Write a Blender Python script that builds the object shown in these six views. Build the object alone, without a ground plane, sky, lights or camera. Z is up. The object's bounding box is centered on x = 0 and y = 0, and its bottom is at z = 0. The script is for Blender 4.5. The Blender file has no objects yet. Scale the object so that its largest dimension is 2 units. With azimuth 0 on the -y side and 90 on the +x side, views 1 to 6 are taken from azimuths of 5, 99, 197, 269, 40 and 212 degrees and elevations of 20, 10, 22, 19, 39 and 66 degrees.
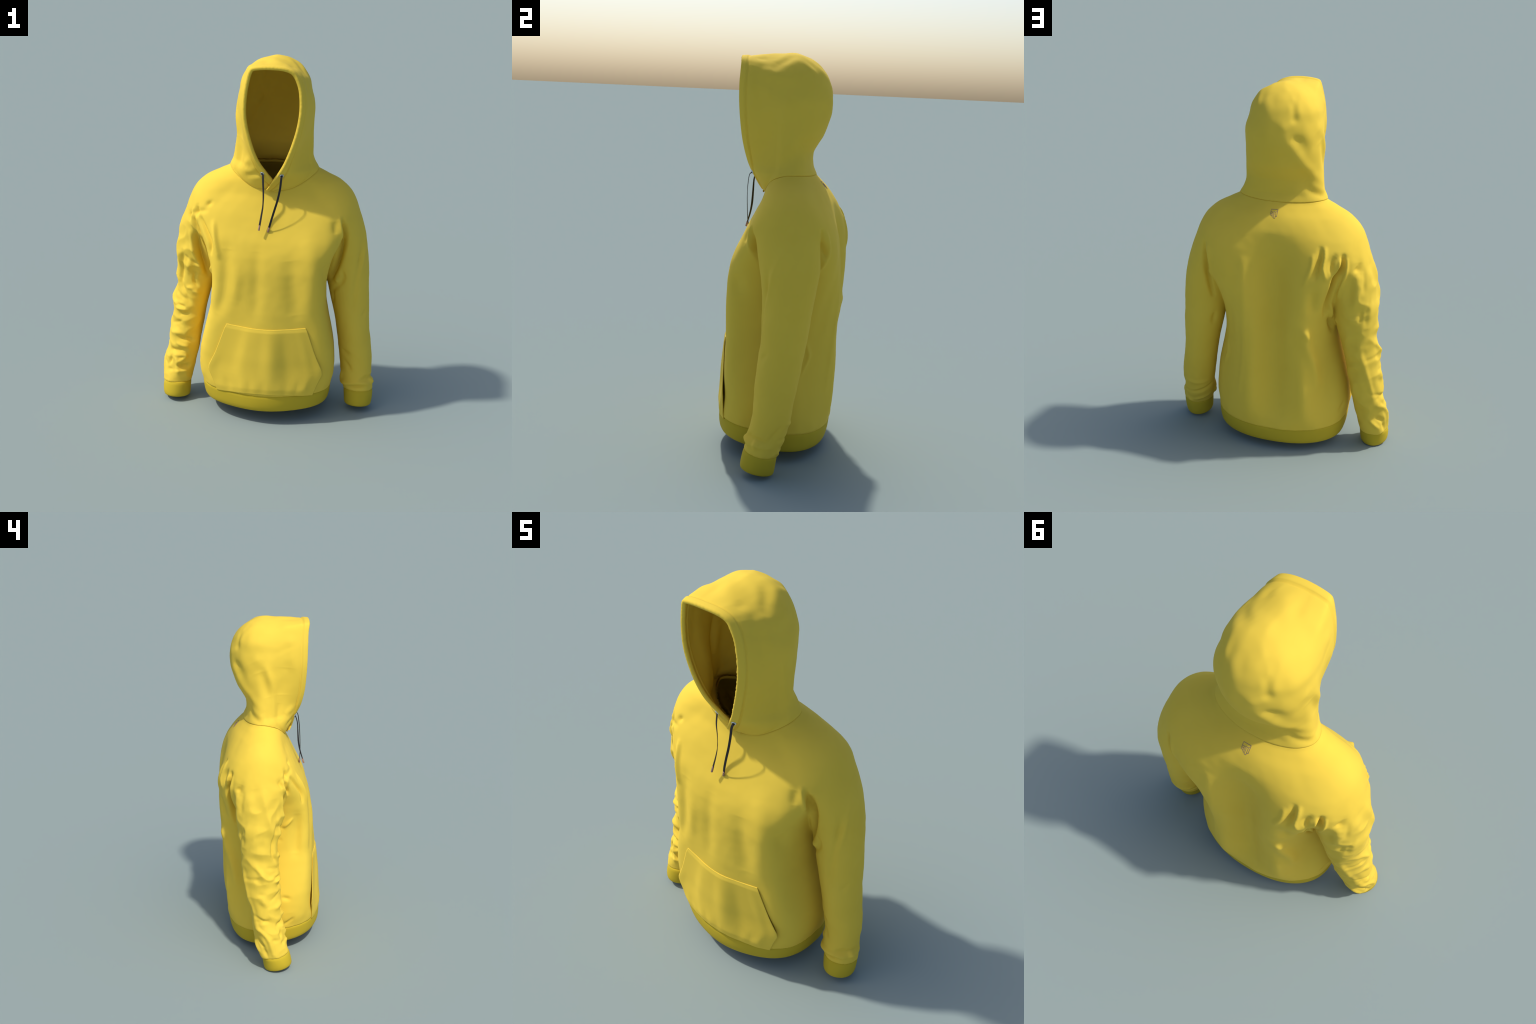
"""Yellow pullover hoodie, standing as if worn by an invisible person.
Body (torso + sleeves) = blended cross-section volumes turned into one cloth skin,
hood = sheet spanned between a face-opening curve and a neckline curve,
ribbed hem and cuffs, kangaroo pocket, eyelets, flat drawcords, cord tips, nape emblem."""
import bpy, bmesh, math
import numpy as np
from mathutils import Vector, noise
from mathutils.bvhtree import BVHTree

# ------------------------------------------------------------------ helpers
def pchip(xs, ys, x):
    """monotone cubic interpolation of a profile"""
    xs = np.asarray(xs, float); ys = np.asarray(ys, float)
    h = np.diff(xs); d = np.diff(ys) / h
    m = np.zeros_like(xs)
    m[1:-1] = np.where(d[:-1] * d[1:] > 0, 2 * d[:-1] * d[1:] / np.where(np.abs(d[:-1] + d[1:]) < 1e-12, 1, d[:-1] + d[1:]), 0)
    m[0], m[-1] = d[0], d[-1]
    x = np.clip(x, xs[0], xs[-1])
    i = np.clip(np.searchsorted(xs, x) - 1, 0, len(h) - 1)
    t = (x - xs[i]) / h[i]
    return ((2*t**3 - 3*t**2 + 1) * ys[i] + (t**3 - 2*t**2 + t) * h[i] * m[i]
            + (-2*t**3 + 3*t**2) * ys[i+1] + (t**3 - t**2) * h[i] * m[i+1])

def table(rows):
    a = np.array(rows, float); a = a[np.argsort(a[:, 0])]
    return a
def look(tab, col, z):
    return pchip(tab[:, 0], tab[:, col], z)

def spline(points, n):
    """Catmull-Rom through points, resampled to n points of equal spacing"""
    p = np.array(points, float)
    q = np.vstack([2*p[0]-p[1], p, 2*p[-1]-p[-2]])
    out = []
    for k in range(len(p)-1):
        t = np.linspace(0, 1, 40, endpoint=False)[:, None]
        a, b, c, d = q[k], q[k+1], q[k+2], q[k+3]
        out.append(.5*(2*b + (c-a)*t + (2*a-5*b+4*c-d)*t**2 + (3*b-a-3*c+d)*t**3))
    out = np.vstack(out + [p[-1:]])
    s = np.r_[0, np.cumsum(np.linalg.norm(np.diff(out, axis=0), axis=1))]
    u = np.linspace(0, s[-1], n)
    return np.stack([np.interp(u, s, out[:, k]) for k in range(p.shape[1])], 1)

def smooth01(t):
    t = np.clip(t, 0, 1); return t*t*(3-2*t)

def polyline_distance(P, pts):
    """distance of points P to a polyline, and the running parameter 0..1 along it"""
    pts = np.array(pts, float)
    L = np.r_[0, np.cumsum(np.linalg.norm(np.diff(pts, axis=0), axis=1))]
    best = np.full(len(P), 1e9); par = np.zeros(len(P))
    for k in range(len(pts)-1):
        a, b = pts[k], pts[k+1]; ab = b-a
        t = np.clip((P-a) @ ab / max(ab @ ab, 1e-12), 0, 1)
        d = np.linalg.norm(P - (a + t[:, None]*ab), axis=1)
        m = d < best
        best[m] = d[m]; par[m] = (L[k] + t[m]*(L[k+1]-L[k]))/L[-1]
    return best, par

def fold_field(P, N, strokes):
    """sum of cloth folds: (points, half width, height); negative = valley"""
    out = np.zeros(len(P))
    for pts, w, a in strokes:
        c = np.array(pts, float)
        m = np.all((P > c.min(0)-3*w) & (P < c.max(0)+3*w), axis=1)
        if not m.any(): continue
        sm = spline(c, 14) if len(c) > 2 else c
        d, t = polyline_distance(P[m], sm)
        taper = .35 + .65*np.sin(np.pi*np.clip(t, 0, 1))**.6
        out[m] += a*np.exp(-(d/w)**2)*taper
    return out

def noise_at(P, scale, seed=0.0, stretch=(1, 1, 1)):
    s = np.array(stretch)*scale
    return np.array([noise.noise(Vector(q)) for q in (P*s + seed)])

def make_mesh(name, verts, faces, mat, parent=None, smooth=True, normals=None):
    me = bpy.data.meshes.new(name)
    me.from_pydata([tuple(v) for v in verts], [], [tuple(int(i) for i in f) for f in faces])
    me.update()
    if smooth:
        me.polygons.foreach_set('use_smooth', [True]*len(me.polygons))
    if normals is not None:
        me.normals_split_custom_set_from_vertices([tuple(n) for n in normals])
    me.materials.append(mat)
    ob = bpy.data.objects.new(name, me)
    bpy.context.scene.collection.objects.link(ob)
    if parent is not None: ob.parent = parent
    return ob

def vertex_normals(V, F):
    """area weighted; F array of quads"""
    a, b, c, d = (V[F[:, k]] for k in range(4))
    fn = np.cross(c-a, d-b)
    N = np.zeros_like(V)
    for k in range(4): np.add.at(N, F[:, k], fn)
    return N/np.maximum(np.linalg.norm(N, axis=1), 1e-12)[:, None]

def relax(V, F, times, fixed=None, lam=.5):
    e = np.vstack([F[:, [0, 1]], F[:, [1, 2]], F[:, [2, 3]], F[:, [3, 0]]])
    e = np.vstack([e, e[:, ::-1]])
    cnt = np.bincount(e[:, 0], minlength=len(V)).astype(float)
    cnt[cnt == 0] = 1
    for _ in range(times):
        S = np.stack([np.bincount(e[:, 0], weights=V[e[:, 1], k], minlength=len(V)) for k in range(3)], 1)
        D = (S/cnt[:, None]-V)*lam
        if fixed is not None: D[fixed] = 0
        V = V+D
    return V

def surface_nets(f, origin, h):
    """dual surface of the zero level of grid f (negative inside) -> verts, quads"""
    nx, ny, nz = f.shape
    s = f < 0
    c = [(i, j, k) for i in (0, 1) for j in (0, 1) for k in (0, 1)]
    sub = lambda a, o: a[o[0]:nx-1+o[0], o[1]:ny-1+o[1], o[2]:nz-1+o[2]]
    tot = sum(sub(s, o).astype(np.int8) for o in c)
    act = (tot > 0) & (tot < 8)
    idx = np.full(act.shape, -1, np.int64); cells = np.argwhere(act)
    idx[act] = np.arange(len(cells))
    acc = np.zeros((len(cells), 3)); cnt = np.zeros(len(cells))
    for a in range(8):
        for b in range(a+1, 8):
            oa, ob = np.array(c[a]), np.array(c[b])
            if np.abs(oa-ob).sum() != 1: continue
            fa = f[tuple((cells+oa).T)]; fb = f[tuple((cells+ob).T)]
            m = (fa < 0) != (fb < 0)
            t = np.where(m, fa/np.where(np.abs(fa-fb) < 1e-12, 1, fa-fb), 0)
            acc[m] += (oa + t[:, None]*(ob-oa))[m]; cnt[m] += 1
    V = origin + h*(cells + acc/cnt[:, None])
    Q = []
    for ax in range(3):
        o1, o2 = [(1, 2), (2, 0), (0, 1)][ax]
        lo = [slice(None)]*3; hi = [slice(None)]*3
        lo[ax] = slice(0, f.shape[ax]-1); hi[ax] = slice(1, f.shape[ax])
        A, B = s[tuple(lo)], s[tuple(hi)]
        e = np.argwhere(A != B)
        ok = (e[:, o1] > 0) & (e[:, o2] > 0) & (e[:, o1] < f.shape[o1]-1) & (e[:, o2] < f.shape[o2]-1)
        e = e[ok]
        ins = A[tuple(e.T)]
        def cell(d1, d2):
            q = e.copy(); q[:, o1] -= d1; q[:, o2] -= d2
            return idx[tuple(q.T)]
        quad = np.stack([cell(1, 1), cell(0, 1), cell(0, 0), cell(1, 0)], 1)
        quad[~ins] = quad[~ins][:, ::-1]
        Q.append(quad)
    return V, np.vstack(Q)

# ------------------------------------------------------------------ materials
def new_mat(name):
    m = bpy.data.materials.new(name); m.use_nodes = True
    return m, m.node_tree, m.node_tree.nodes['Principled BSDF']

def cloth(name, light, dark, weave=900, bump=.12, rough=.85, sheen=.0):
    m, nt, b = new_mat(name)
    N = nt.nodes.new; L = nt.links.new
    tc = N('ShaderNodeTexCoord')
    n1 = N('ShaderNodeTexNoise'); n1.inputs['Scale'].default_value = 5; n1.inputs['Detail'].default_value = 5
    L(tc.outputs['Object'], n1.inputs['Vector'])
    r = N('ShaderNodeValToRGB')
    r.color_ramp.elements[0].position = .35; r.color_ramp.elements[0].color = (*dark, 1)
    r.color_ramp.elements[1].position = .65; r.color_ramp.elements[1].color = (*light, 1)
    L(n1.outputs['Fac'], r.inputs['Fac']); L(r.outputs['Color'], b.inputs['Base Color'])
    n2 = N('ShaderNodeTexNoise'); n2.inputs['Scale'].default_value = weave; n2.inputs['Detail'].default_value = 2
    L(tc.outputs['Object'], n2.inputs['Vector'])
    bp = N('ShaderNodeBump'); bp.inputs['Strength'].default_value = bump; bp.inputs['Distance'].default_value = .001
    L(n2.outputs['Fac'], bp.inputs['Height']); L(bp.outputs['Normal'], b.inputs['Normal'])
    b.inputs['Roughness'].default_value = rough
    b.inputs['Specular IOR Level'].default_value = .2
    b.inputs['Sheen Weight'].default_value = sheen
    return m

M_FLEECE = cloth('yellow_fleece', (.80, .565, .062), (.785, .55, .058))
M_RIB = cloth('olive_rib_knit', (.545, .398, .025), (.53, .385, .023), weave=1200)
M_CORD = cloth('charcoal_cord', (.022, .02, .021), (.016, .015, .016), weave=2500, rough=.6)

def metal(name, col, metallic, rough):
    m, nt, b = new_mat(name)
    n = nt.nodes.new('ShaderNodeTexNoise'); n.inputs['Scale'].default_value = 120
    tc = nt.nodes.new('ShaderNodeTexCoord'); nt.links.new(tc.outputs['Object'], n.inputs['Vector'])
    r = nt.nodes.new('ShaderNodeValToRGB')
    r.color_ramp.elements[0].color = (*[c*.92 for c in col], 1); r.color_ramp.elements[1].color = (*col, 1)
    nt.links.new(n.outputs['Fac'], r.inputs['Fac']); nt.links.new(r.outputs['Color'], b.inputs['Base Color'])
    b.inputs['Metallic'].default_value = metallic; b.inputs['Roughness'].default_value = rough
    return m
M_EYELET = metal('silver_metal', (.62, .66, .72), 1.0, .28)
M_TIP = metal('copper_tip', (.36, .20, .14), .15, .5)
M_EMBLEM = metal('taupe_print', (.30, .20, .15), 0, .7)

root = bpy.data.objects.new('hooded_sweatshirt', None)
bpy.context.scene.collection.objects.link(root)
root['label'] = 'yellow pullover hoodie with raised hood, pocket and black drawcords'
root['category'] = 'hoodie'

# ------------------------------------------------------------------ body profiles (metres, by height)
#   z   cx  half x  front  back  front/back squareness, belly bulge, spine channel, back ridges (left, right), right flank hollow
TORSO = table([
    (.03, -.004, .354, -.268, .256, 2.6, 2.2, .024, .0, .0, .0, .0),
    (.12, -.004, .362, -.272, .270, 2.8, 2.2, .026, .0, .0, .0, .0),
    (.18, -.004, .370, -.272, .282, 3.1, 2.1, .028, .010, .006, .010, .010),
    (.25, -.004, .381, -.258, .292, 3.8, 1.9, .042, .030, .018, .026, .034),
    (.37, -.004, .374, -.242, .300, 5.5, 1.8, .054, .058, .024, .038, .055),
    (.47, -.003, .356, -.241, .303, 6.8, 1.8, .048, .068, .022, .040, .060),
    (.58, -.003, .332, -.242, .307, 7.4, 1.9, .038, .072, .016, .034, .055),
    (.67, -.004, .317, -.244, .310, 7.4, 2.1, .030, .076, .010, .025, .048),
    (.78, -.004, .314, -.246, .313, 6.8, 2.5, .019, .080, .006, .014, .038),
    (.87, -.003, .324, -.246, .314, 5.8, 3.0, .012, .082, .002, .008, .024),
    (.95, -.001, .345, -.238, .313, 4.8, 3.5, .006, .082, .0, .004, .010),
    (1.03, .002, .382, -.216, .306, 4.2, 3.9, .002, .078, .0, .0, .0),
    (1.10, .0, .410, -.187, .296, 3.8, 4.0, .0, .064, .0, .0, .0),
    (1.17, -.001, .426, -.157, .277, 3.5, 3.9, .0, .032, .0, .0, .0),
    (1.23, -.002, .419, -.131, .256, 2.8, 3.3, .0, .010, .0, .0, .0),
    (1.28, -.003, .397, -.112, .234, 2.2, 2.6, .0, .0, .0, .0, .0),
    (1.335, -.003, .349, -.100, .202, 2.0, 2.1, .0, .0, .0, .0, .0),
    (1.375, -.002, .284, -.095, .167, 1.9, 1.9, .0, .0, .0, .0, .0),
    (1.405, .0, .236, -.094, .140, 1.9, 1.9, .0, .0, .0, .0, .0),
    (1.50, .0, .205, -.090, .112, 2.0, 2.0, .0, .0, .0, .0, .0)])
#          z     inner x outer x  front   back
SLEEVE_A = table([   # wearer's left, +x
    (-.05, .445, .600, -.115, .068), (.00, .444, .600, -.106, .071), (.06, .443, .602, -.093, .075),
    (.12, .437, .604, -.081, .086), (.20, .418, .592, -.066, .120), (.30, .405, .588, -.048, .136),
    (.42, .386, .574, -.046, .154), (.53, .366, .559, -.041, .171), (.65, .335, .554, -.034, .187),
    (.78, .305, .546, -.035, .202), (.87, .290, .539, -.040, .214), (1.0, .275, .520, -.064, .228),
    (1.10, .255, .496, -.088, .222), (1.17, .225, .473, -.100, .216), (1.23, .190, .452, -.094, .196),
    (1.28, .150, .424, -.084, .176), (1.335, .08, .368, -.068, .150), (1.375, .0, .292, -.055, .125),
    (1.405, .0, .235, -.05, .11), (1.5, .0, .15, -.04, .08)])
SLEEVE_B = table([   # wearer's right, -x
    (-.05, .452, .607, -.118, .066), (.00, .451, .607, -.108, .068), (.06, .452, .609, -.094, .073),
    (.11, .449, .607, -.082, .098), (.19, .434, .603, -.060, .112), (.30, .408, .588, -.046, .130),
    (.40, .392, .573, -.044, .146), (.53, .372, .556, -.040, .166), (.65, .345, .543, -.036, .180),
    (.76, .310, .541, -.030, .186), (.87, .290, .540, -.054, .198), (.97, .275, .526, -.070, .208),
    (1.05, .262, .512, -.082, .216), (1.11, .248, .490, -.098, .220), (1.2, .200, .462, -.094, .202),
    (1.27, .155, .431, -.084, .178), (1.325, .08, .381, -.068, .150), (1.37, .0, .296, -.055, .125),
    (1.4, .0, .235, -.05, .11), (1.5, .0, .15, -.04, .08)])

YC = .03
def torso_field(x, y, z, out=0):
    cx, hx, yf, yb, nf, nb, bulge, chan, ra, rb, fl = (look(TORSO, k, z) for k in range(1, 12))
    x = x-cx
    yf = yf-bulge*np.exp(-(x/.17)**2)
    yb = (yb-chan*np.exp(-((x+.016)/(.082+.026*smooth01((z-.75)/.25)))**2)+ra*np.exp(-((x-.12)/.06)**2)
          + rb*np.exp(-((x+.200)/.055)**2)-.5*fl*np.exp(-((x+.300)/.055)**2)-.3*fl*np.exp(-((x-.285)/.05)**2))
    n = np.where(y < YC, nf, nb-np.where(x < 0, 1.5, .5)*fl*smooth01((y-YC)/.05)); hy = np.where(y < YC, YC-yf, yb-YC)+out; hx = hx+out
    return (((np.abs(x)/hx)**n + (np.abs(y-YC)/hy)**n)**(1/n)-1)*np.minimum(hx, hy)

def sleeve_field(tab, x, y, z):
    a, b, yf, yb = (look(tab, k, z) for k in range(1, 5))
    cx = (a+b)/2; hx = (b-a)/2; yc = (yf+yb)/2; hy = (yb-yf)/2
    n = 1.95
    return (((np.abs(x-cx)/hx)**n + (np.abs(y-yc)/hy)**n)**(1/n)-1)*np.minimum(hx, hy)

def unit_slope(f, h):
    g = np.gradient(f, h)
    return f/np.clip(np.sqrt(g[0]**2+g[1]**2+g[2]**2), .35, 3)

# seams between fleece and ribbing
def hem_seam(x, y): return .160 - .090*y - .010*np.exp(-(x/.2)**2)*(y < 0)
def cuff_seam(y, left):  return np.where(left, .117, .099) - .19*y

H = .006
lo = np.array([-.66, -.39, -.0225]); hi = np.array([.66, .39, 1.47])
n = np.ceil((hi-lo)/H).astype(int)+1
gx, gy, gz = (lo[k]+H*np.arange(n[k]) for k in range(3))
X, Y = np.meshgrid(gx, gy, indexing='ij'); X = X[:, :, None]; Y = Y[:, :, None]; Z = gz[None, None, :]
ft = unit_slope(torso_field(X, Y, Z), H)
fa = unit_slope(sleeve_field(SLEEVE_A, X, Y, Z), H)
fb = unit_slope(sleeve_field(SLEEVE_B, -X, Y, Z), H)
fs = np.minimum(fa, fb)
k = np.broadcast_to(pchip([0, .85, 1.0, 1.12, 1.22, 1.3, 1.5], [.008, .008, .012, .025, .03, .02, .012], gz)[None, None, :], ft.shape)
hh = np.clip(k-np.abs(ft-fs), 0, None)/k
body = np.minimum(ft, fs)-hh*hh*k*.25
V, F = surface_nets(body, lo, H)
V = relax(V, F, 4, lam=.5)
N = vertex_normals(V, F)

base_bvh = BVHTree.FromPolygons([tuple(v) for v in V], [tuple(int(i) for i in f) for f in F])

# ------------------------------------------------------------------ cloth folds on the body
# <folds>
RIGHT_ARMPIT_FRONT = [
    ([(-0.379, -0.119, 1.137), (-0.344, -0.155, 1.077), (-0.315, -0.184, 1.019), (-0.314, -0.189, 0.965)], 0.012, -0.018),
    ([(-0.401, -0.085, 1.190), (-0.403, -0.098, 1.142)], 0.014, -0.015),
    ([(-0.407, -0.095, 1.128), (-0.388, -0.083, 1.042), (-0.362, -0.060, 0.955), (-0.345, -0.026, 0.854)], 0.01, 0.018),
    ([(-0.406, -0.079, 1.031), (-0.395, -0.064, 0.955), (-0.372, -0.047, 0.878), (-0.348, -0.005, 0.777)], 0.02, -0.045),
    ([(-0.442, -0.064, 1.032), (-0.429, -0.065, 0.936), (-0.402, -0.046, 0.849), (-0.379, -0.027, 0.793)], 0.014, 0.015),
    ([(-0.449, -0.045, 1.140), (-0.441, -0.068, 1.100)], 0.014, -0.012),
    ([(-0.494, -0.033, 0.902), (-0.499, -0.006, 0.792), (-0.508, -0.006, 0.713), (-0.478, -0.033, 0.665), (-0.455, -0.038, 0.613)], 0.015, -0.018),
    ([(-0.445, -0.048, 0.875), (-0.461, -0.026, 0.774)], 0.016, 0.0105),
    ([(-0.421, -0.035, 0.780), (-0.426, -0.033, 0.738), (-0.408, -0.032, 0.706)], 0.01, -0.0135),
    ([(-0.470, -0.029, 0.692), (-0.430, -0.036, 0.692)], 0.01, 0.009),
    ([(-0.434, -0.037, 0.679), (-0.397, -0.025, 0.655)], 0.01, 0.0105),
    ([(-0.303, -0.158, 1.124), (-0.289, -0.191, 1.041), (-0.268, -0.218, 0.956)], 0.014, 0.015),
    ([(-0.224, -0.219, 1.002), (-0.228, -0.239, 0.897), (-0.238, -0.244, 0.744), (-0.272, -0.234, 0.634)], 0.038, -0.015),
    ([(-0.161, -0.249, 0.883), (-0.171, -0.254, 0.730)], 0.03, 0.006),
    ([(-0.059, -0.229, 0.998), (-0.057, -0.260, 0.827), (-0.056, -0.272, 0.656)], 0.035, -0.0075),]
RIGHT_FOREARM_FRONT = [
    ([(-0.527, -0.002, 0.581), (-0.477, -0.042, 0.572)], 0.011, -0.012),
    ([(-0.530, -0.011, 0.558), (-0.473, -0.039, 0.557)], 0.01, 0.0105),
    ([(-0.511, -0.024, 0.525), (-0.460, -0.037, 0.538)], 0.01, -0.009),
    ([(-0.553, 0.015, 0.452), (-0.495, -0.042, 0.491)], 0.01, -0.009),
    ([(-0.559, -0.005, 0.403), (-0.495, -0.042, 0.414)], 0.014, 0.009),
    ([(-0.518, -0.039, 0.383), (-0.464, -0.043, 0.378), (-0.436, -0.028, 0.364)], 0.014, -0.0165),
    ([(-0.522, -0.040, 0.349), (-0.460, -0.043, 0.330)], 0.01, 0.012),
    ([(-0.563, -0.016, 0.296), (-0.486, -0.048, 0.312)], 0.013, -0.0165),
    ([(-0.557, -0.036, 0.262), (-0.569, -0.036, 0.217)], 0.01, -0.012),
    ([(-0.536, -0.042, 0.276), (-0.473, -0.042, 0.271), (-0.520, -0.055, 0.230)], 0.01, 0.012),
    ([(-0.525, -0.056, 0.211), (-0.461, -0.039, 0.211)], 0.013, -0.015),
    ([(-0.528, -0.063, 0.179), (-0.468, -0.047, 0.181)], 0.01, 0.0105),
    ([(-0.577, -0.040, 0.184), (-0.552, -0.056, 0.184)], 0.01, -0.009),]
LEFT_ARMPIT_FRONT = [
    ([(0.365, -0.116, 1.171), (0.381, -0.115, 1.062)], 0.012, 0.0126),
    ([(0.399, -0.100, 1.121), (0.394, -0.067, 1.014), (0.379, -0.048, 0.941), (0.359, -0.025, 0.866), (0.335, 0.006, 0.791)], 0.015, -0.0476),
    ([(0.340, -0.132, 1.156), (0.351, -0.147, 1.091)], 0.02, -0.0084),
    ([(0.395, -0.035, 0.839), (0.400, -0.032, 0.788), (0.343, 0.019, 0.693)], 0.012, -0.014),
    ([(0.362, -0.018, 0.797), (0.376, -0.022, 0.766)], 0.014, 0.0112),
    ([(0.351, 0.008, 0.689), (0.353, 0.019, 0.642)], 0.01, -0.0112),
    ([(0.497, -0.001, 1.008), (0.484, -0.017, 0.829), (0.470, -0.028, 0.728), (0.461, -0.033, 0.624)], 0.02, -0.0084),
    ([(0.308, -0.191, 0.926), (0.305, -0.178, 0.820)], 0.04, -0.014),
    ([(0.112, -0.241, 0.957), (0.141, -0.255, 0.780), (0.157, -0.257, 0.660)], 0.045, -0.0112),
    ([(0.213, -0.195, 1.072), (0.233, -0.237, 0.899), (0.234, -0.243, 0.680)], 0.045, 0.007),]
LEFT_CUFF_FRONT = [
    ([(0.439, -0.021, 0.287), (0.473, -0.051, 0.251)], 0.012, -0.0104),
    ([(0.423, -0.007, 0.212), (0.426, 0.005, 0.162), (0.442, -0.036, 0.161), (0.513, -0.071, 0.180), (0.565, -0.051, 0.171)], 0.013, 0.0156),
    ([(0.459, -0.053, 0.155), (0.514, -0.073, 0.162), (0.562, -0.058, 0.158)], 0.008, -0.013),
    ([(0.584, -0.014, 0.196), (0.595, -0.012, 0.155)], 0.012, 0.0104),
    ([(0.416, -0.008, 0.354), (0.456, -0.039, 0.345)], 0.014, -0.0091),
    ([(0.567, -0.035, 0.214), (0.532, -0.064, 0.195)], 0.01, -0.0078),]
RIGHT_ARMPIT_BACK = [
    ([(-0.267, 0.249, 1.212), (-0.269, 0.267, 1.166), (-0.259, 0.279, 1.124), (-0.248, 0.290, 1.065)], 0.014, -0.021),
    ([(-0.287, 0.244, 1.213), (-0.289, 0.260, 1.174), (-0.286, 0.274, 1.125), (-0.299, 0.275, 1.066)], 0.012, 0.015),
    ([(-0.232, 0.268, 1.177), (-0.230, 0.282, 1.129), (-0.215, 0.291, 1.084), (-0.195, 0.296, 1.029)], 0.012, 0.012),
    ([(-0.339, 0.242, 1.181), (-0.325, 0.258, 1.147), (-0.328, 0.263, 1.096)], 0.014, -0.0165),
    ([(-0.367, 0.235, 1.158), (-0.359, 0.244, 1.115), (-0.344, 0.252, 1.078)], 0.009, 0.0135),
    ([(-0.379, 0.222, 1.174), (-0.381, 0.229, 1.128), (-0.362, 0.239, 1.091), (-0.346, 0.245, 1.060), (-0.331, 0.236, 1.000), (-0.309, 0.215, 0.925), (-0.294, 0.197, 0.855)], 0.013, -0.039),
    ([(-0.297, 0.160, 0.799), (-0.304, 0.121, 0.720)], 0.016, -0.03),
    ([(-0.393, 0.216, 1.159), (-0.393, 0.221, 1.095), (-0.364, 0.207, 1.000), (-0.346, 0.188, 0.938)], 0.01, 0.015),
    ([(-0.419, 0.211, 1.056), (-0.417, 0.206, 0.975), (-0.406, 0.202, 0.913)], 0.03, -0.0135),
    ([(-0.447, 0.191, 1.071), (-0.444, 0.199, 0.976), (-0.431, 0.191, 0.872)], 0.02, 0.009),
    ([(-0.438, 0.190, 1.112), (-0.452, 0.183, 1.088)], 0.02, -0.0105),
    ([(-0.476, 0.176, 0.860), (-0.465, 0.183, 0.801)], 0.015, -0.0135),
    ([(-0.309, 0.182, 0.879), (-0.302, 0.150, 0.803), (-0.332, 0.146, 0.781)], 0.012, 0.018),
    ([(-0.242, 0.291, 0.987), (-0.238, 0.269, 0.859)], 0.03, -0.018),
    ([(-0.474, 0.154, 1.095), (-0.480, 0.175, 0.971)], 0.014, -0.006),
    ([(-0.195, 0.284, 0.766), (-0.213, 0.264, 0.707)], 0.02, 0.0105),]
RIGHT_FOREARM_BACK = [
    ([(-0.195, 0.282, 0.756), (-0.206, 0.264, 0.659), (-0.233, 0.230, 0.543), (-0.250, 0.215, 0.419)], 0.03, 0.0182),
    ([(-0.470, 0.179, 0.647), (-0.503, 0.155, 0.507), (-0.548, 0.115, 0.323)], 0.015, 0.007),
    ([(-0.549, 0.070, 0.619), (-0.556, 0.044, 0.553)], 0.02, 0.0084),
    ([(-0.566, 0.066, 0.472), (-0.570, 0.040, 0.416)], 0.02, 0.0098),
    ([(-0.580, 0.055, 0.357), (-0.586, 0.072, 0.306)], 0.02, 0.0098),
    ([(-0.502, 0.159, 0.572), (-0.550, 0.084, 0.584)], 0.012, -0.007),
    ([(-0.580, 0.031, 0.336), (-0.562, 0.107, 0.321)], 0.014, -0.0126),
    ([(-0.582, 0.082, 0.267), (-0.556, 0.111, 0.287)], 0.014, 0.0084),
    ([(-0.525, 0.113, 0.193), (-0.574, 0.089, 0.132)], 0.012, 0.0126),
    ([(-0.560, 0.097, 0.206), (-0.598, 0.065, 0.172)], 0.012, -0.0126),
    ([(-0.376, 0.078, 0.268), (-0.356, 0.118, 0.224)], 0.012, -0.0084),]
RIGHT_SLEEVE_OUTER = [
    ([(-0.417, -0.087, 1.121), (-0.381, -0.092, 1.043)], 0.012, -0.0252),
    ([(-0.322, -0.106, 1.223), (-0.345, -0.109, 1.205)], 0.012, -0.0098),
    ([(-0.425, -0.068, 1.167), (-0.435, -0.074, 1.095), (-0.376, -0.088, 1.029)], 0.01, 0.0112),
    ([(-0.324, -0.125, 0.858), (-0.319, -0.079, 0.811)], 0.008, 0.0112),
    ([(-0.370, 0.236, 1.112), (-0.343, 0.242, 1.041), (-0.318, 0.233, 0.971), (-0.290, 0.219, 0.884), (-0.283, 0.204, 0.831)], 0.012, -0.0252),
    ([(-0.489, 0.043, 1.115), (-0.506, 0.041, 1.063), (-0.524, 0.013, 0.941), (-0.502, -0.005, 0.802)], 0.02, 0.0084),
    ([(-0.509, 0.148, 0.919), (-0.498, 0.165, 0.868), (-0.495, 0.167, 0.784)], 0.014, -0.0056),
    ([(-0.453, 0.164, 1.131), (-0.459, 0.177, 1.083)], 0.02, -0.0084),
    ([(-0.485, -0.023, 1.052), (-0.487, -0.036, 0.924)], 0.03, -0.007),
    ([(-0.488, 0.094, 1.116), (-0.525, 0.075, 0.987)], 0.03, -0.0056),
    ([(-0.476, -0.036, 0.881), (-0.318, -0.067, 0.800)], 0.01, -0.0098),
    ([(-0.454, -0.031, 0.797), (-0.319, -0.053, 0.724)], 0.01, -0.0098),]
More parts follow.
